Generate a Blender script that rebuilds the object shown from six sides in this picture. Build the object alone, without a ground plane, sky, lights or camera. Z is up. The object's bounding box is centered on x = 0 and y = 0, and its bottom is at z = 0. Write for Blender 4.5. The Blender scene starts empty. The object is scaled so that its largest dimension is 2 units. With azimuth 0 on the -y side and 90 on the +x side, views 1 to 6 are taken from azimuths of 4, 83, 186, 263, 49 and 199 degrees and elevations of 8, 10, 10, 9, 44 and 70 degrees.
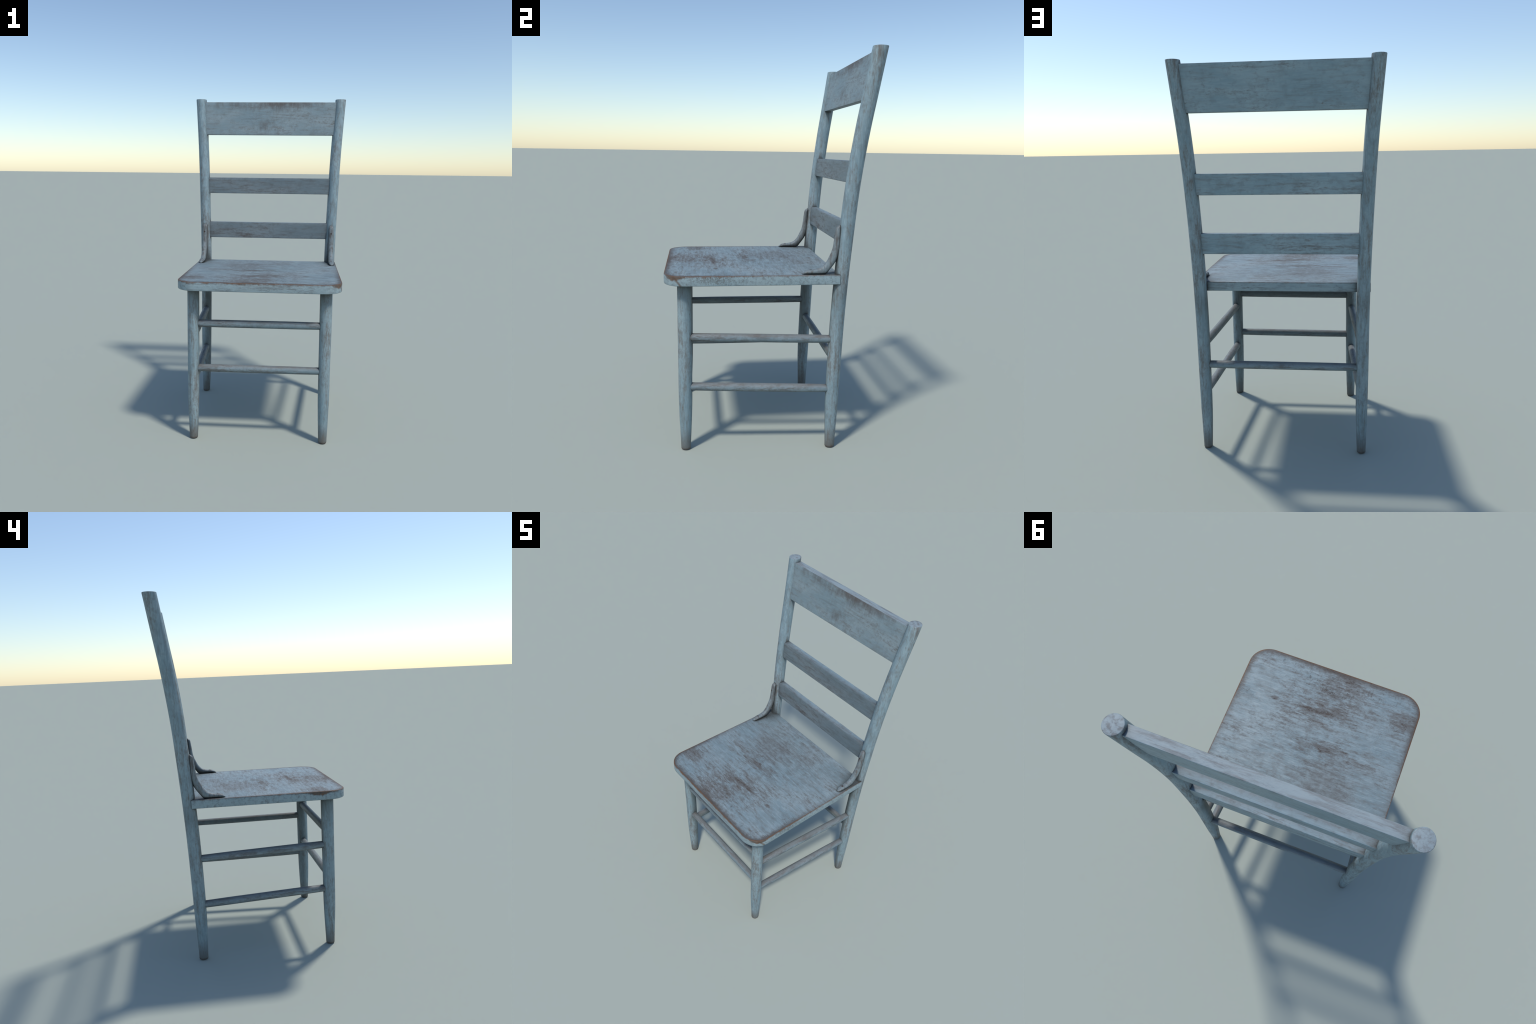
# Old painted plank-seat kitchen chair: turned legs, two bent back posts, crest rail,
# two slats, seven turned rungs, two small bent iron-like braces with screws.
import bpy, bmesh, math
from mathutils import Vector

# ----------------------------------------------------------------- sizes (m)
SEAT_X, SEAT_FRONT, SEAT_BACK = 0.4525, -0.5235, 0.3395
SEAT_TOP, SEAT_BOT, SEAT_R = 0.9225, 0.8735, 0.105
LEG_X, LEG_Y = 0.3672, -0.4233

def interp(table, z, col=1):
    """smooth (Catmull-Rom style) look-up in a short table of control points"""
    n = len(table)
    if z <= table[0][0]: return table[0][col]
    if z >= table[-1][0]: return table[-1][col]
    i = max(k for k in range(n - 1) if table[k][0] <= z)
    z0, z1 = table[i][0], table[i + 1][0]
    def slope(k):
        a, b = max(k - 1, 0), min(k + 1, n - 1)
        return (table[b][col] - table[a][col]) / (table[b][0] - table[a][0])
    h = z1 - z0
    t = (z - z0) / h
    p0, p1, m0, m1 = table[i][col], table[i + 1][col], slope(i) * h, slope(i + 1) * h
    return ((2*t**3 - 3*t**2 + 1) * p0 + (t**3 - 2*t**2 + t) * m0
            + (-2*t**3 + 3*t**2) * p1 + (t**3 - t**2) * m1)

# bent back post: z, centre x, centre y
POST = [(0.00, 0.4125, 0.3210), (0.19, 0.4122, 0.3232), (0.45, 0.4132, 0.3300),
        (0.70, 0.4140, 0.3400), (0.92, 0.4168, 0.3532), (1.13, 0.4225, 0.3692),
        (1.27, 0.4275, 0.3805), (1.40, 0.4328, 0.3940), (1.54, 0.4395, 0.4120),
        (1.66, 0.4463, 0.4300), (1.785, 0.4550, 0.4510), (2.00, 0.4715, 0.4858)]
# z, radius across x, radius across y
POST_R = [(0.00, 0.0228, 0.0248), (0.05, 0.0245, 0.0264), (0.13, 0.0274, 0.0298),
          (0.20, 0.0296, 0.0325), (0.30, 0.0310, 0.0345), (0.50, 0.0327, 0.0355),
          (0.75, 0.0335, 0.0362), (1.10, 0.0343, 0.0366), (2.00, 0.0347, 0.0372)]
LEG_R = [(0.00, 0.0232, 0.0244), (0.05, 0.0250, 0.0260), (0.10, 0.0270, 0.0284),
         (0.17, 0.0292, 0.0314), (0.25, 0.0312, 0.0338), (0.36, 0.0320, 0.0346),
         (0.88, 0.0332, 0.0358)]

# ----------------------------------------------------------------- materials
class Nodes:
    """tiny helper that wires shader nodes by expression"""
    def __init__(self, mat):
        mat.use_nodes = True
        self.t = mat.node_tree
        self.t.nodes.clear()
    def new(self, kind, **kw):
        n = self.t.nodes.new(kind)
        for k, v in kw.items(): setattr(n, k, v)
        return n
    def put(self, sock, val):
        if isinstance(val, bpy.types.NodeSocket): self.t.links.new(val, sock)
        elif isinstance(val, (tuple, list)) and sock.type == 'RGBA': sock.default_value = (*val[:3], 1.0)
        else: sock.default_value = val
    def math(self, op, a, b=0.0, c=0.0, clamp=False):
        n = self.new('ShaderNodeMath', operation=op, use_clamp=clamp)
        for s, v in zip(n.inputs, (a, b, c)): self.put(s, v)
        return n.outputs[0]
    def add(self, a, b): return self.math('ADD', a, b)
    def sub(self, a, b): return self.math('SUBTRACT', a, b)
    def mul(self, a, b): return self.math('MULTIPLY', a, b)
    def mx(self, a, b): return self.math('MAXIMUM', a, b)
    def step(self, v, lo, hi, o0=0.0, o1=1.0):
        n = self.new('ShaderNodeMapRange', interpolation_type='SMOOTHSTEP')
        for s, x in zip(n.inputs, (v, lo, hi, o0, o1)): self.put(s, x)
        return n.outputs[0]
    def mapping(self, vec, scale=(1, 1, 1), loc=(0, 0, 0), rot=(0, 0, 0)):
        n = self.new('ShaderNodeMapping')
        self.put(n.inputs['Vector'], vec)
        n.inputs['Scale'].default_value = scale
        n.inputs['Location'].default_value = loc
        n.inputs['Rotation'].default_value = rot
        return n.outputs[0]
    def noise(self, vec, scale, detail=5.0, rough=0.6, dist=0.0):
        n = self.new('ShaderNodeTexNoise')
        self.put(n.inputs['Vector'], vec)
        n.inputs['Scale'].default_value = scale
        n.inputs['Detail'].default_value = detail
        n.inputs['Roughness'].default_value = rough
        n.inputs['Distortion'].default_value = dist
        return n.outputs[0]
    def cracks(self, vec, scale, rand=1.0):
        n = self.new('ShaderNodeTexVoronoi', feature='DISTANCE_TO_EDGE')
        self.put(n.inputs['Vector'], vec)
        n.inputs['Scale'].default_value = scale
        n.inputs['Randomness'].default_value = rand
        return n.outputs['Distance']
    def mix(self, fac, a, b, blend='MIX'):
        n = self.new('ShaderNodeMix', data_type='RGBA', blend_type=blend)
        self.put(n.inputs[0], fac); self.put(n.inputs[6], a); self.put(n.inputs[7], b)
        return n.outputs[2]
    def blob(self, pos, centre, radii):
        """1 in the middle of an ellipsoid, falling to 0 at its rim"""
        inv = tuple(1.0 / r for r in radii)
        loc = tuple(-c * i for c, i in zip(centre, inv))
        v = self.mapping(pos, inv, loc)
        n = self.new('ShaderNodeVectorMath', operation='LENGTH')
        self.put(n.inputs[0], v)
        return self.step(n.outputs['Value'], 1.0, 0.0)

PAINT_A = (0.184, 0.256, 0.283)
PAINT_B = (0.250, 0.318, 0.338)
PALE = (0.300, 0.370, 0.392)
STAIN = (0.125, 0.137, 0.136)
WORN = (0.128, 0.117, 0.108)
CHIP = (0.070, 0.050, 0.039)
RUST = (0.135, 0.070, 0.036)
OCCLUSION_TONE = (0.036, 0.036, 0.033)

def paint(name, grain, wear=0.5, chips=0.5, special=None, crack=0.0, relief=0.5,
          edge=0.6, seed=0.0, occlusion=1.0, tint=(1, 1, 1), stain=0.5, cross=0.0,
          size=1.0, worn=WORN, inner_shade=False, dusty=False, iso=0.2, front_only=False, tops=0.0, stretch=1.0, pale=0.60):
    mat = bpy.data.materials.new(name)
    N = Nodes(mat)
    pos = N.new('ShaderNodeTexCoord').outputs['Object']
    geo = N.new('ShaderNodeNewGeometry')
    rnd = N.new('ShaderNodeObjectInfo').outputs['Random']
    off = N.new('ShaderNodeCombineXYZ')
    N.put(off.inputs[0], N.mul(rnd, 7.3)); N.put(off.inputs[1], N.mul(rnd, 3.9)); N.put(off.inputs[2], N.add(N.mul(rnd, 11.7), seed))
    va = N.new('ShaderNodeVectorMath', operation='ADD')
    N.put(va.inputs[0], pos); N.put(va.inputs[1], off.outputs[0])
    q = va.outputs[0]
    def along(l, c):           # stretch of the texture along the grain axis
        return tuple((l * stretch if ax == grain else c) / size for ax in 'xyz')
    fine = N.noise(N.mapping(q, along(14, 165)), 1.0, 6, 0.70)
    streak = N.noise(N.mapping(q, along(8.0, 60)), 1.0, 7, 0.68, 0.35)
    blotch = N.noise(N.mapping(q, along(3.0, 8.0)), 1.0, 4, 0.58)
    grit = N.noise(N.mapping(q, along(38, 120)), 1.0, 7, 0.74, 0.4)
    soft = N.noise(q, 26.0, 6, 0.66)

    # -- paint with brushed tone changes
    col = N.mix(N.step(N.add(blotch, N.mul(N.sub(streak, 0.5), 0.6)), 0.34, 0.66), PAINT_A, PAINT_B)
    col = N.mix(N.mul(N.step(N.add(fine, N.mul(N.sub(streak, 0.5), -0.7)), 0.44, 0.74), pale), col, PALE)
    col = N.mix(N.mul(N.step(streak, 0.46, 0.66), stain), col, STAIN)
    col = N.mix(N.mul(N.step(N.add(soft, N.mul(N.sub(fine, 0.5), 0.5)), 0.47, 0.70), stain * 0.8), col, STAIN)

    # -- where the coat is rubbed thin, and where it is gone
    spots = special['wear'](N, pos) if special and 'wear' in special else 0.0
    level = N.add(N.mul(N.sub(blotch, 0.5), 0.9), N.mul(spots, 0.36))
    rub = N.add(N.add(N.mul(N.sub(streak, 0.5), 1.15 - 0.7 * iso), N.mul(N.sub(grit, 0.5), 1.15)), level)
    rub = N.add(rub, N.mul(N.sub(N.noise(q, 55.0, 7, 0.72, 0.5), 0.5), 1.2 * iso))
    rub = N.add(rub, N.mul(N.sub(N.noise(q, 11.0, 4, 0.6), 0.5), 0.6 * iso))
    thin = N.step(rub, 0.08 - 0.22 * wear, 0.54 - 0.22 * wear)
    col = N.mix(N.mul(thin, 0.82), col, worn)
    bare = N.step(N.add(rub, N.mul(N.sub(grit, 0.5), 1.3)), 0.54 - 0.22 * chips, 0.86 - 0.22 * chips)
    col = N.mix(N.mul(bare, 0.78), col, CHIP)

    height = N.add(N.mul(fine, 0.35), N.mul(grit, 0.45))
    height = N.sub(height, N.mul(bare, 0.30))

    # -- crackled paint lines
    if crack > 0:
        wv = N.new('ShaderNodeVectorMath', operation='ADD')
        nv = N.new('ShaderNodeTexNoise'); nv.inputs['Scale'].default_value = 20.0; nv.inputs['Detail'].default_value = 5
        N.put(nv.inputs['Vector'], q)
        sc = N.new('ShaderNodeVectorMath', operation='SCALE'); N.put(sc.inputs[0], nv.outputs['Color']); sc.inputs['Scale'].default_value = 0.10
        N.put(wv.inputs[0], q); N.put(wv.inputs[1], sc.outputs[0])
        d = N.cracks(N.mapping(wv.outputs[0], along(8, 13) if not cross else along(18, 7)), 1.0)
        line = N.step(d, 0.034, 0.004)
        where = N.step(N.add(N.noise(q, 6.0, 4), N.mul(spots, 0.18)), 0.54, 0.70)
        line = N.mul(N.mul(line, where), N.step(N.add(N.mul(grit, 0.5), N.mul(soft, 0.5)), 0.46, 0.56))
        col = N.mix(N.mul(line, crack), col, CHIP)
        height = N.sub(height, N.mul(line, 0.20))
        # slightly lifted, wrinkled paint
        flake = N.noise(N.mapping(q, along(30, 70)), 1.0, 5, 0.6, 1.2)
        fl = N.mul(N.step(flake, 0.44, 0.60), N.step(N.noise(q, 6.5, 2), 0.40, 0.66))
        height = N.add(height, N.mul(fl, 0.30))

    # -- worn arrises
    bev = N.new('ShaderNodeBevel'); bev.samples = 6; bev.inputs['Radius'].default_value = 0.007
    dt = N.new('ShaderNodeVectorMath', operation='DOT_PRODUCT')
    N.put(dt.inputs[0], bev.outputs[0]); N.put(dt.inputs[1], geo.outputs['Normal'])
    em = N.step(dt.outputs['Value'], 0.995, 0.86)
    em = N.mul(em, N.step(N.add(streak, N.mul(N.sub(soft, 0.5), 0.8)), 0.36, 0.60))
    col = N.mix(N.mul(em, edge), col, CHIP)
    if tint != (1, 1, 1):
        if front_only:         # front faces take the tint, back faces a lighter tone
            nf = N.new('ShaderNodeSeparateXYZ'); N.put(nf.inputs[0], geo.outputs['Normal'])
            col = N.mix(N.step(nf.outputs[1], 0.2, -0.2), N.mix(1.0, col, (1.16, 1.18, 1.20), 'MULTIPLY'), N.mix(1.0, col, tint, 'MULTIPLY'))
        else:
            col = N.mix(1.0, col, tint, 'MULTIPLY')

    if special and 'over' in special:
        col, height = special['over'](N, pos, geo, col, height, dict(grit=grit, streak=streak, soft=soft, fine=fine, blotch=blotch))

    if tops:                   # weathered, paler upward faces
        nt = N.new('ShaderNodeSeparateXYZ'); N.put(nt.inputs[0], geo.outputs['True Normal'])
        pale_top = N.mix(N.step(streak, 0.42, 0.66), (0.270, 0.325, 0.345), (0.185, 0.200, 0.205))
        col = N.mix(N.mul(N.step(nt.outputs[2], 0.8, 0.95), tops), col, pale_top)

    # -- ambient-occlusion shading baked into the colour around joints
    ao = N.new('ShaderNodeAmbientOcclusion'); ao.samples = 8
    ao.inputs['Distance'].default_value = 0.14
    joint_shade = N.step(N.add(ao.outputs['AO'], N.mul(N.sub(soft, 0.5), 0.16)), 0.99, 0.48)
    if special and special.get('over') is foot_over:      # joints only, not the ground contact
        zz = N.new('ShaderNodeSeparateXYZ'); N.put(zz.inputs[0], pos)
        joint_shade = N.mul(joint_shade, N.step(zz.outputs[2], 0.02, 0.16, 0.30, 1.0))
    col = N.mix(N.mul(joint_shade, 0.92 * occlusion), col, OCCLUSION_TONE)
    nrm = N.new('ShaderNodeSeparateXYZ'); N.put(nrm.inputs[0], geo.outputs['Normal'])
    col = N.mix(N.step(nrm.outputs[2], -0.35, -0.85, 0.0, 0.38), col, OCCLUSION_TONE)  # downward faces darkened in base colour to show underside shade
    if dusty:
        col = N.mix(N.step(nrm.outputs[2], 0.2, 0.9, 0.0, 0.45), col, (0.160, 0.148, 0.138))
    if inner_shade:              # inward faces and leg tops painted darker for the seat's shadow
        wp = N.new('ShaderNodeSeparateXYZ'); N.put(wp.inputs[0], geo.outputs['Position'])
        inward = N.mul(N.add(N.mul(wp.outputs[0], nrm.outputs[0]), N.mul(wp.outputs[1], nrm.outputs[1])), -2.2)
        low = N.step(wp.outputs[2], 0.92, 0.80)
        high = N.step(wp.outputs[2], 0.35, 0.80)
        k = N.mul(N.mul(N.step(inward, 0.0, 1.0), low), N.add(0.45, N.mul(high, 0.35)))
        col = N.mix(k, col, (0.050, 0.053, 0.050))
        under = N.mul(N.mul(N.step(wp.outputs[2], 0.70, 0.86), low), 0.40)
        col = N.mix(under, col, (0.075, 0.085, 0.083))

    bump = N.new('ShaderNodeBump')
    bump.inputs['Strength'].default_value = relief
    bump.inputs['Distance'].default_value = 0.0035
    N.put(bump.inputs['Height'], height)
    sh = N.new('ShaderNodeBsdfPrincipled')
    N.put(sh.inputs['Base Color'], col)
    N.put(sh.inputs['Roughness'], N.step(rub, -0.2, 0.5, 0.50, 0.72))
    sh.inputs['Specular IOR Level'].default_value = 0.36
    N.put(sh.inputs['Normal'], bump.outputs[0])
    out = N.new('ShaderNodeOutputMaterial')
    N.t.links.new(sh.outputs[0], out.inputs[0])
    return mat

def blobs(items):
    def f(N, pos):
        acc = None
        for c, r, w in items:
            b = N.mul(N.blob(pos, c, r), w)
            acc = b if acc is None else N.add(acc, b)
        return acc
    return f

Z = SEAT_TOP
seat_wear = blobs([
    ((0.02, -0.300, Z), (0.34, 0.15, 0.1), 0.80), ((0.075, -0.272, Z), (0.07, 0.016, 0.1), 1.3),
    ((-0.01, -0.278, Z), (0.11, 0.024, 0.1), 0.8), ((-0.05, -0.08, Z), (0.36, 0.17, 0.1), 0.75),
    ((-0.07, -0.088, Z), (0.13, 0.028, 0.1), 0.9), ((0.05, -0.055, Z), (0.09, 0.018, 0.1), 0.6),
    ((-0.17, -0.112, Z), (0.04, 0.010, 0.1), 1.0),
    ((0.255, -0.267, Z), (0.028, 0.018, 0.1), 1.4),
    ((-0.04, -0.44, Z), (0.42, 0.105, 0.1), 0.65), ((-0.38, -0.37, Z), (0.12, 0.10, 0.1), 0.85),
    ((0.0, -0.520, Z), (0.50, 0.055, 0.1), 0.75), ((0.37, -0.47, Z), (0.09, 0.06, 0.1), 0.5),
    ((0.02, 0.15, Z), (0.36, 0.14, 0.1), 0.25),
])

def seat_over(N, pos, geo, col, height, tx):
    """bare, rusty brown arris round the top of the plank and bare front corners"""
    sep = N.new('ShaderNodeSeparateXYZ'); N.put(sep.inputs[0], pos)
    x, y, z = sep.outputs
    # distance inside the rounded plan outline
    cy, hy = (SEAT_FRONT + 0.6) / 2, (0.6 - SEAT_FRONT) / 2
    qx = N.sub(N.math('ABSOLUTE', x), SEAT_X - SEAT_R)
    qy = N.sub(N.math('ABSOLUTE', N.sub(y, cy)), hy - SEAT_R)
    ln = N.math('SQRT', N.add(N.math('POWER', N.mx(qx, 0.0), 2.0), N.math('POWER', N.mx(qy, 0.0), 2.0)))
    inside = N.sub(SEAT_R, N.add(ln, N.math('MINIMUM', N.mx(qx, qy), 0.0)))
    nz = N.new('ShaderNodeSeparateXYZ'); N.put(nz.inputs[0], geo.outputs['True Normal'])
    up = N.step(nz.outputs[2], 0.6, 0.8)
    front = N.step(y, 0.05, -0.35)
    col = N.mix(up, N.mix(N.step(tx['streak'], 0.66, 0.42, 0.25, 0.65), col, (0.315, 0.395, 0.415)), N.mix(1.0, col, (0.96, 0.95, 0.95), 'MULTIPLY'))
    ragged = N.add(N.mul(N.sub(tx['grit'], 0.5), 0.9), N.mul(N.sub(tx['soft'], 0.5), 0.9))
    # top face: narrow ragged rim
    rim = N.step(N.sub(inside, N.mul(N.add(ragged, 0.06), 0.085)), 0.012, -0.016)
    rim = N.mul(rim, N.add(0.40, N.mul(front, 0.60)))
    col = N.mix(N.mul(N.mul(rim, up), 0.75), col, CHIP)
    # sides: bare line below the arris, deep at both front corners
    band = N.step(N.add(inside, N.add(N.mul(N.sub(tx['soft'], 0.5), 0.07), N.mul(N.sub(tx['grit'], 0.5), 0.09))), 0.040, 0.002)
    band = N.mul(N.mul(band, up), N.add(0.30, N.mul(front, 0.58)))
    col = N.mix(band, col, (0.080, 0.064, 0.054))
    soil = N.mul(N.blob(pos, (-0.03, 0.10, Z), (0.48, 0.34, 0.3)), N.step(N.add(tx['blotch'], N.mul(N.add(N.sub(tx['streak'], 0.5), N.sub(tx['soft'], 0.5)), 0.6)), 0.30, 0.64))
    col = N.mix(N.mul(N.mul(soil, up), 0.60), col, (0.112, 0.122, 0.126))
    hair = N.step(N.sub(inside, N.mul(N.sub(tx['soft'], 0.5), 0.012)), 0.0085, 0.0025)
    col = N.mix(N.mul(N.mul(hair, up), N.mul(N.add(0.6, N.mul(front, 0.4)), N.step(N.add(tx['soft'], N.mul(N.sub(tx['grit'], 0.5), 0.5)), 0.26, 0.50))), col, RUST)
    depth = N.sub(SEAT_TOP, z)
    cor_r = N.blob(pos, (0.425, -0.47, Z), (0.075, 0.065, 0.09))
    cor_l = N.blob(pos, (-0.452, -0.36, Z), (0.06, 0.10, 0.06))
    reach = N.add(N.mul(ragged, 0.030), N.add(N.mul(cor_r, 0.020), N.mul(cor_l, 0.022)))
    reach = N.add(N.mul(reach, N.add(0.45, N.mul(front, 0.55))), N.mul(front, 0.002))
    side = N.step(N.sub(depth, reach), 0.0095, -0.004)
    down = N.sub(1.0, N.step(N.math('ABSOLUTE', nz.outputs[2]), 0.6, 0.8))
    col = N.mix(N.mul(N.mul(side, down), 0.92), col, N.mix(N.step(tx['soft'], 0.4, 0.62), CHIP, RUST))
    # run of rust down the right front corner
    wob = N.mul(N.sub(tx['soft'], 0.5), 0.02)
    run = N.step(N.math('ABSOLUTE', N.add(N.sub(y, N.add(-0.478, N.mul(depth, 0.85))), wob)), 0.012, 0.001)
    run = N.mul(N.mul(run, down), N.step(x, 0.36, 0.40))
    col = N.mix(N.mul(run, 0.75), col, N.mix(0.35, RUST, CHIP))
    # pocked, chipped patches on the sides near the front
    pit = N.step(N.add(tx['grit'], N.mul(N.blob(pos, (0.452, -0.26, Z - 0.02), (0.04, 0.24, 0.04)), 0.16)), 0.60, 0.68)
    col = N.mix(N.mul(N.mul(pit, down), 0.55), col, (0.10, 0.09, 0.075))
    # cross-grain scratches running back from the front edge
    sv = N.mapping(pos, (46, 5.5, 1), (0, 0, 0), (0, 0, 0.25))
    sn = N.noise(sv, 1.0, 4, 0.55, 0.6)
    scr = N.mul(N.step(N.math('ABSOLUTE', N.sub(sn, 0.5)), 0.020, 0.004), N.step(tx['soft'], 0.50, 0.62))
    zone = N.mul(N.blob(pos, (-0.02, -0.47, Z), (0.44, 0.13, 0.2)), up)
    scr = N.mul(scr, N.step(zone, 0.0, 0.35))
    col = N.mix(N.mul(scr, 0.80), col, CHIP)
    height = N.sub(height, N.mul(scr, 0.5))
    return col, height

def crest_over(N, pos, geo, col, height, tx):
    """brown rub marks hanging from the middle of the top edge of the crest rail, front face"""
    sep = N.new('ShaderNodeSeparateXYZ'); N.put(sep.inputs[0], pos)
    nz = N.new('ShaderNodeSeparateXYZ'); N.put(nz.inputs[0], geo.outputs['True Normal'])
    face = N.step(nz.outputs[1], -0.5, -0.8)
    drip = N.add(N.mul(N.noise(N.mapping(pos, (38, 38, 8)), 1.0, 6, 0.68, 0.4), 0.55), N.mul(N.noise(pos, 17.0, 6, 0.66), 0.45))
    mid = N.blob(pos, (0.055, 0.46, 1.985), (0.24, 0.5, 0.110))
    rgt = N.blob(pos, (0.25, 0.46, 1.985), (0.16, 0.5, 0.070))
    lft = N.blob(pos, (-0.24, 0.46, 1.970), (0.24, 0.5, 0.085))
    low = N.blob(pos, (-0.04, 0.44, 1.82), (0.12, 0.5, 0.09))
    m = N.add(N.add(mid, N.mul(rgt, 0.75)), N.add(N.mul(lft, 0.55), N.mul(low, 0.5)))
    k = N.step(N.add(m, N.mul(N.sub(drip, 0.5), 2.6)), 0.10, 0.85)
    col = N.mix(N.mul(N.mul(k, face), 0.78), col, (0.108, 0.104, 0.101))
    k2 = N.step(N.add(N.add(mid, N.mul(rgt, 0.6)), N.mul(N.sub(drip, 0.5), 2.4)), 0.55, 1.10)
    col = N.mix(N.mul(N.mul(k2, face), 0.65), col, (0.086, 0.066, 0.056))
    return col, height

def foot_over(N, pos, geo, col, height, tx):
    """scuffed, dirty feet"""
    sep = N.new('ShaderNodeSeparateXYZ'); N.put(sep.inputs[0], pos)
    z = N.add(sep.outputs[2], N.mul(N.sub(tx['soft'], 0.5), 0.10))
    col = N.mix(N.step(z, 0.14, 0.0, 0.0, 0.62), col, (0.150, 0.116, 0.088))
    col = N.mix(N.step(sep.outputs[2], 0.014, 0.002, 0.0, 0.75), col, (0.095, 0.052, 0.032))
    return col, height

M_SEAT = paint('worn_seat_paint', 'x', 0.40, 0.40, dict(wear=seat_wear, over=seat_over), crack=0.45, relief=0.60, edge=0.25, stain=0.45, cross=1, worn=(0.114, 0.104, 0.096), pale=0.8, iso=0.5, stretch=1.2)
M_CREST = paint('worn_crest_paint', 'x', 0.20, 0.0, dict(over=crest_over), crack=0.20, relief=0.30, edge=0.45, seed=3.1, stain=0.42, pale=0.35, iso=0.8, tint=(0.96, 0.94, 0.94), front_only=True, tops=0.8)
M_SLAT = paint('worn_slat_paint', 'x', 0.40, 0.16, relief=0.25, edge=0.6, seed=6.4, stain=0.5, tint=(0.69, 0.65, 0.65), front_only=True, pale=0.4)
M_POST = paint('worn_post_paint', 'z', 0.70, 0.30, dict(over=foot_over), relief=0.3, edge=0.4, seed=1.7, stain=0.45, inner_shade=True, tops=0.85, tint=(1.05, 1.07, 1.08), pale=0.75, worn=(0.142, 0.122, 0.106))
M_LEG = paint('worn_leg_paint', 'z', 0.62, 0.30, dict(over=foot_over), relief=0.3, edge=0.2, seed=8.2, stain=0.42, inner_shade=True, tint=(1.05, 1.08, 1.09), pale=0.75, worn=(0.142, 0.122, 0.106))
M_RUNGX = paint('worn_rung_paint', 'x', 0.78, 0.32, relief=0.3, edge=0.2, seed=2.9, stain=0.6, tint=(0.92, 0.9, 0.9), inner_shade=True, dusty=True)
M_RUNGY = paint('worn_side_rung_paint', 'y', 0.74, 0.30, relief=0.3, edge=0.2, seed=5.5, stain=0.6, tint=(0.88, 0.85, 0.85), inner_shade=True, dusty=True)
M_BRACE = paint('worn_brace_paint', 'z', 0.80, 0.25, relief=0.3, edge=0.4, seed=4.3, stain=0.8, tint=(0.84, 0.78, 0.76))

def screw_material():
    mat = bpy.data.materials.new('dark_screw_iron')
    N = Nodes(mat)
    pos = N.new('ShaderNodeTexCoord').outputs['Object']
    n = N.noise(pos, 260.0, 4)
    sh = N.new('ShaderNodeBsdfPrincipled')
    N.put(sh.inputs['Base Color'], N.mix(n, (0.035, 0.026, 0.022), (0.09, 0.06, 0.045)))
    sh.inputs['Metallic'].default_value = 0.3
    sh.inputs['Roughness'].default_value = 0.7
    out = N.new('ShaderNodeOutputMaterial')
    N.t.links.new(sh.outputs[0], out.inputs[0])
    return mat
M_SCREW = screw_material()

# ----------------------------------------------------------------- builders
chair = bpy.data.objects.new('wooden_chair', None)
bpy.context.scene.collection.objects.link(chair)
chair['label'] = 'old wooden kitchen chair with worn blue-grey paint'
chair['category'] = 'chair'

def add_object(name, mesh, parent=chair, kind=None):
    ob = bpy.data.objects.new(name, mesh)
    bpy.context.scene.collection.objects.link(ob)
    ob.parent = parent
    if kind: ob['kind'] = kind
    return ob

def mesh_from(bm, name, mat, angle=40):
    bmesh.ops.recalc_face_normals(bm, faces=bm.faces)
    for f in bm.faces: f.smooth = True
    lim = math.radians(angle)
    for e in bm.edges:
        if len(e.link_faces) == 2 and e.calc_face_angle(0) > lim: e.smooth = False
    me = bpy.data.meshes.new(name)
    bm.to_mesh(me); bm.free()
    me.materials.append(mat)
    return me

def loft(rings, name, mat, angle=40):
    """skin a list of rings (equal numbers of points) and close both ends"""
    bm = bmesh.new()
    rows = [[bm.verts.new(p) for p in r] for r in rings]
    n = len(rows[0])
    for a, b in zip(rows, rows[1:]):
        for i in range(n):
            bm.faces.new((a[i], a[(i + 1) % n], b[(i + 1) % n], b[i]))
    bm.faces.new(rows[0]); bm.faces.new(rows[-1])
    return mesh_from(bm, name, mat, angle)

def turned(name, mat, spine, radii, z_lo, z_hi, round_lo=0.0045, round_hi=0.0025, steps=64, seg=28):
    """upright turned member along spine(z) with oval section radii(z) and rounded ends"""
    zs = [z_lo + round_lo * (1 - math.cos(a * math.pi / 8)) for a in range(5)]
    zs += [z_lo + round_lo + (z_hi - z_lo - round_lo - round_hi) * i / steps for i in range(1, steps)]
    zs += [z_hi - round_hi * (1 - math.sin(a * math.pi / 6)) for a in range(4)]
    rings = []
    for z in zs:
        cx, cy = spine(z); rx, ry = radii(z)
        inset = 0.0
        if z < z_lo + round_lo:
            t = 1 - (z - z_lo) / round_lo; inset = round_lo * (1 - math.sqrt(max(0, 1 - t * t)))
        elif z > z_hi - round_hi:
            t = 1 - (z_hi - z) / round_hi; inset = round_hi * (1 - math.sqrt(max(0, 1 - t * t)))
        rings.append([(cx + (rx - inset) * math.cos(2 * math.pi * k / seg),
                       cy + (ry - inset) * math.sin(2 * math.pi * k / seg), z) for k in range(seg)])
    return loft(rings, name, mat)

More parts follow.
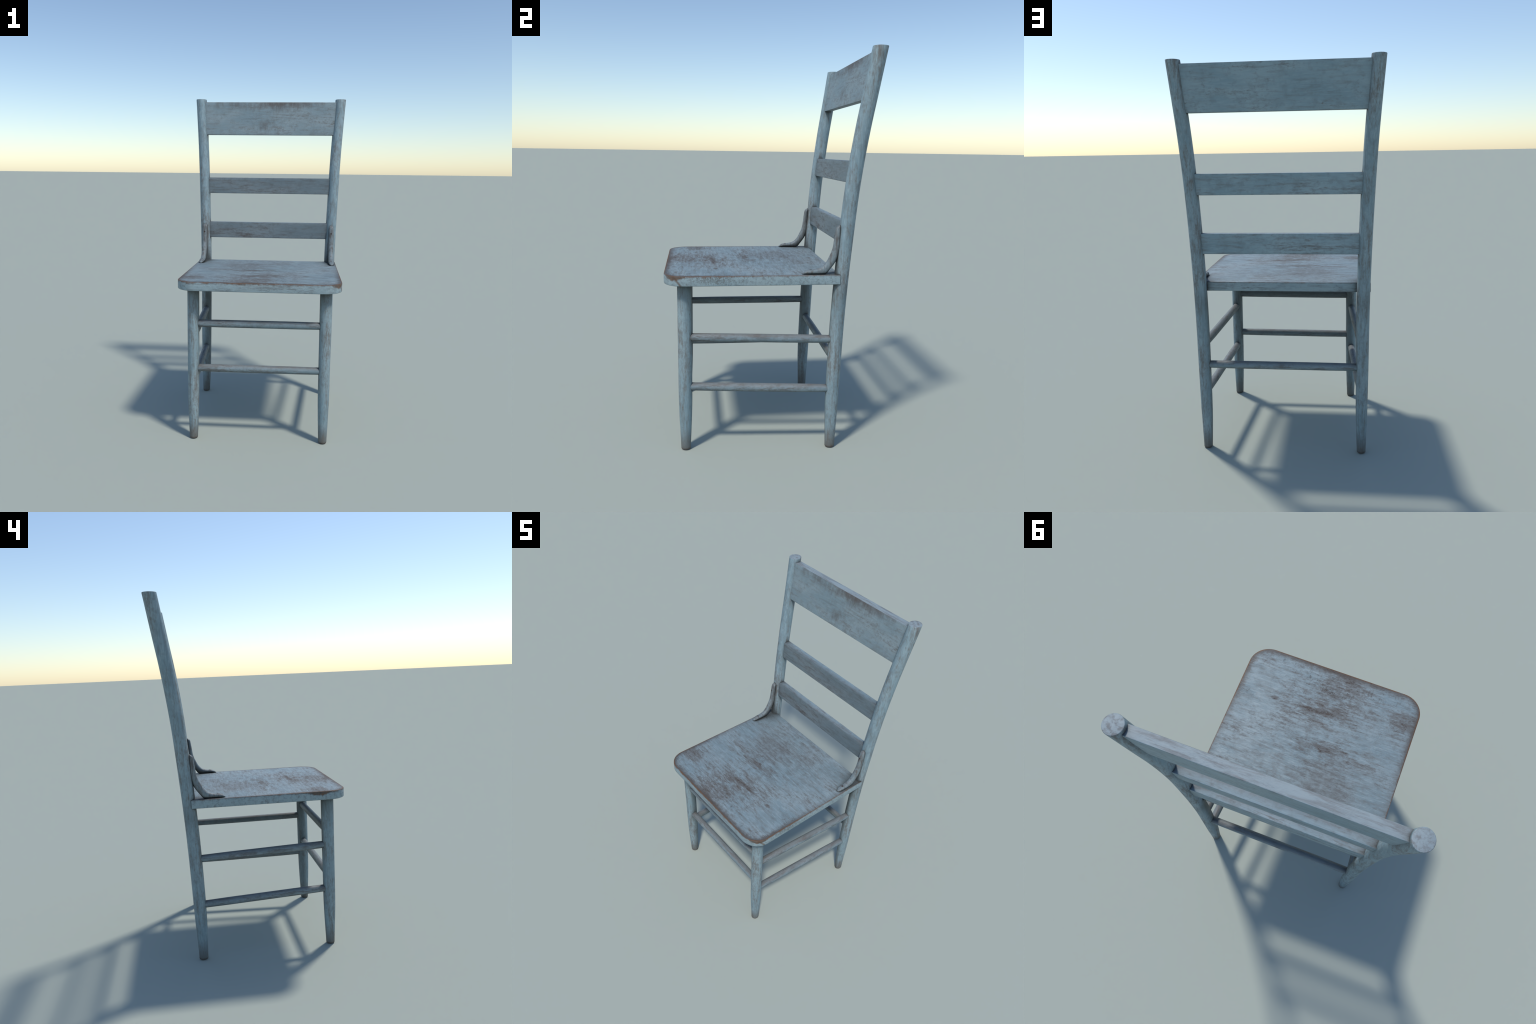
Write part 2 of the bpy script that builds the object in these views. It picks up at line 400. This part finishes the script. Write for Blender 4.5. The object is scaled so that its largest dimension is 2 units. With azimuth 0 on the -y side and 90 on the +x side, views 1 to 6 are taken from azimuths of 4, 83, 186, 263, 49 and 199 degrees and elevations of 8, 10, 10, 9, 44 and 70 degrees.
def rung(name, mat, a, b, r_end=0.0198, r_mid=0.0214, steps=24, seg=20):
    a, b = Vector(a), Vector(b)
    d = (b - a).normalized()
    s = d.cross(Vector((0, 0, 1))).normalized(); u = s.cross(d)
    rings = []
    for i in range(steps + 1):
        t = i / steps
        r = r_end + (r_mid - r_end) * min(1.0, math.sin(math.pi * t) * 1.6)
        c = a.lerp(b, t)
        rings.append([c + s * (r * math.cos(2 * math.pi * k / seg)) + u * (r * math.sin(2 * math.pi * k / seg)) for k in range(seg)])
    return add_object(name, loft(rings, name, mat))

# ---- seat plank: rounded front corners, square back, softened arrises
def seat_outline(inset):
    pts = []
    r = SEAT_R - inset
    for sx in (1, -1):
        arc = [(sx * (SEAT_X - SEAT_R + r * math.cos(a)), SEAT_FRONT + SEAT_R - r * math.sin(a))
               for a in (math.pi / 2 * i / 14 for i in range(15))]
        if sx == 1:
            side = [(SEAT_X - inset, SEAT_BACK - inset + (SEAT_FRONT + SEAT_R - SEAT_BACK + inset) * i / 8) for i in range(8)]
            pts += side + arc
        else:
            back = [(-(SEAT_X - inset), SEAT_FRONT + SEAT_R + (SEAT_BACK - inset - SEAT_FRONT - SEAT_R) * i / 8) for i in range(1, 9)]
            pts += arc[::-1] + back
    return pts
rings = []
R_TOP, R_BOT = 0.0035, 0.0045
rings = [[(x, y, SEAT_BOT + R_BOT * (1 - math.cos(a))) for x, y in seat_outline(R_BOT * (1 - math.sin(a)))]
         for a in (math.pi / 2 * i / 4 for i in range(5))]
rings += [[(x, y, SEAT_TOP - R_TOP * (1 - math.sin(a))) for x, y in seat_outline(R_TOP * (1 - math.cos(a)))]
          for a in (math.pi / 2 * i / 4 for i in range(5))]
add_object('seat', loft(rings, 'seat', M_SEAT, 50))

# ---- back posts and front legs
for sx in (1, -1):
    me = turned('back_post', M_POST, lambda z: (sx * interp(POST, z, 1), interp(POST, z, 2)),
                lambda z: (interp(POST_R, z, 1), interp(POST_R, z, 2)), 0.0, 2.0, steps=80)
    add_object('back_post', me)
leg_mesh = turned('front_leg', M_LEG, lambda z: (0.0, 0.0),
                  lambda z: (interp(LEG_R, z, 1), interp(LEG_R, z, 2)), 0.0, SEAT_BOT + 0.004, steps=48)
for sx in (1, -1):
    add_object('front_leg', leg_mesh).location = (sx * LEG_X, LEG_Y, 0)

# ---- rungs
def post_at(z, sx): return (sx * interp(POST, z, 1), interp(POST, z, 2), z)
rung('front_rung', M_RUNGX, (-LEG_X, LEG_Y, 0.6725), (LEG_X, LEG_Y, 0.6750))
rung('front_rung', M_RUNGX, (-LEG_X, LEG_Y, 0.4145), (LEG_X, LEG_Y, 0.4175))
for sx in (1, -1):
    rung('side_rung', M_RUNGY, (sx * LEG_X, LEG_Y, 0.597), post_at(0.5825, sx))
    rung('side_rung', M_RUNGY, (sx * LEG_X, LEG_Y, 0.337), post_at(0.3185, sx))
rung('back_rung', M_RUNGX, post_at(0.4735, 1), post_at(0.4735, -1), 0.0192, 0.0204)

# ---- crest rail and slats: flat boards that follow the bend of the posts
def board(name, mat, z_lo, z_hi, thick, off=0.0, rnd=0.003, steps=10, across=16):
    rings = []
    prof = []
    for i in range(steps + 1):                      # front face upward, back face downward
        prof.append((-thick / 2, z_lo + rnd + (z_hi - z_lo - 2 * rnd) * i / steps))
    for i in range(1, 4):
        a = math.pi / 2 * i / 4
        prof.append((-thick / 2 + rnd * (1 - math.cos(a)), z_hi - rnd + rnd * math.sin(a)))
    prof += [(-thick / 2 + rnd, z_hi), (thick / 2 - rnd, z_hi)]
    for i in range(1, 4):
        a = math.pi / 2 * i / 4
        prof.append((thick / 2 - rnd * (1 - math.sin(a)), z_hi - rnd + rnd * math.cos(a)))
    for i in range(steps + 1):
        prof.append((thick / 2, z_hi - rnd - (z_hi - z_lo - 2 * rnd) * i / steps))
    for i in range(1, 4):
        a = math.pi / 2 * i / 4
        prof.append((thick / 2 - rnd * (1 - math.cos(a)), z_lo + rnd - rnd * math.sin(a)))
    prof += [(thick / 2 - rnd, z_lo), (-thick / 2 + rnd, z_lo)]
    for i in range(1, 4):
        a = math.pi / 2 * i / 4
        prof.append((-thick / 2 + rnd * (1 - math.sin(a)), z_lo + rnd - rnd * math.cos(a)))
    for k in range(across + 1):
        s = -1 + 2 * k / across
        rings.append([(s * (interp(POST, z, 1) - 0.012), interp(POST, z, 2) + off + dy, z) for dy, z in prof])
    return add_object(name, loft(rings, name, mat, 50))
board('crest_rail', M_CREST, 1.7615, 1.9805, 0.0415, -0.001, rnd=0.002)
board('slat', M_SLAT, 1.3705, 1.4755, 0.0380, 0.001)
board('slat', M_SLAT, 1.0735, 1.1780, 0.0380, -0.0015)

# ---- bent braces between post and seat, each held by two screws
#      upper edge (y, z), lower edge (y, z), half width across
BRACE = [(0.3335, 1.1665, 0.3375, 1.1650, 0.0045), (0.3262, 1.1615, 0.3400, 1.1580, 0.0115),
         (0.3165, 1.1515, 0.3408, 1.1480, 0.0148), (0.3115, 1.1230, 0.3400, 1.1130, 0.0157),
         (0.3070, 1.0850, 0.3385, 1.0710, 0.0158), (0.3015, 1.0500, 0.3340, 1.0320, 0.0160),
         (0.2885, 1.0152, 0.3235, 0.9960, 0.0163), (0.2705, 0.9803, 0.3065, 0.9670, 0.0165),
         (0.2526, 0.9605, 0.2895, 0.9448, 0.0167), (0.2400, 0.9535, 0.2745, 0.9258, 0.0168),
         (0.2273, 0.9492, 0.2560, 0.9222, 0.0168), (0.2090, 0.9455, 0.2220, 0.9220, 0.0168),
         (0.1870, 0.9442, 0.1900, 0.9220, 0.0162), (0.1701, 0.9388, 0.1705, 0.9222, 0.0138),
         (0.1600, 0.9320, 0.1600, 0.9225, 0.0095), (0.1535, 0.9265, 0.1535, 0.9235, 0.0040)]
def brace_point(t):
    n = len(BRACE) - 1
    tab = [(i / n, *row) for i, row in enumerate(BRACE)]
    return [interp(tab, t, c) for c in (1, 2, 3, 4, 5)]
def brace(sx):
    steps, seg, rings = 75, 24, []
    xc = sx * 0.4235
    for i in range(steps + 1):
        uy, uz, ly, lz, w = brace_point(i / steps)
        cy, cz, hy, hz = (uy + ly) / 2, (uz + lz) / 2, (uy - ly) / 2, (uz - lz) / 2
        ring = []
        for k in range(seg):
            a = 2 * math.pi * k / seg
            ca, sa = math.cos(a), math.sin(a)
            ca = math.copysign(abs(ca) ** 0.85, ca); sa = math.copysign(abs(sa) ** 0.85, sa)
            ring.append((xc + w * ca, cy + hy * sa, cz + hz * sa))
        rings.append(ring)
    me = loft(rings, 'brace', M_BRACE)
    ob = add_object('brace', me)
    # countersunk holes, then the screw heads sunk in them
    for (y, z, h, up) in ((0.3240, 1.1120, 0.0140, False), (0.1965, 0.9330, 0.0112, True)):
        axis = Vector((0, -0.06, 1)).normalized() if up else Vector((0, -1, 0.12)).normalized()
        c = Vector((xc, y, z)) + axis * h
        rot = axis.to_track_quat('Z', 'Y').to_matrix().to_4x4()
        bm = bmesh.new()
        bmesh.ops.create_cone(bm, cap_ends=True, segments=16, radius1=0.0042, radius2=0.0082, depth=0.010)
        bm.transform(rot); bmesh.ops.translate(bm, verts=bm.verts, vec=c + axis * 0.0022)
        cut_me = bpy.data.meshes.new('screw_hole'); bm.to_mesh(cut_me); bm.free()
        cut = bpy.data.objects.new('screw_hole', cut_me)
        bpy.context.scene.collection.objects.link(cut)
        md = ob.modifiers.new('hole', 'BOOLEAN'); md.operation = 'DIFFERENCE'; md.object = cut; md.solver = 'EXACT'
        dg = bpy.context.evaluated_depsgraph_get()
        new = bpy.data.meshes.new_from_object(ob.evaluated_get(dg))
        ob.modifiers.clear(); ob.data = new
        bpy.data.objects.remove(cut)
        bm = bmesh.new()
        bmesh.ops.create_cone(bm, cap_ends=True, segments=16, radius1=0.0050, radius2=0.0046, depth=0.003)
        bm.transform(rot); bmesh.ops.translate(bm, verts=bm.verts, vec=c - axis * 0.0022)
        add_object('screw', mesh_from(bm, 'screw', M_SCREW), parent=ob)
brace(1); brace(-1)
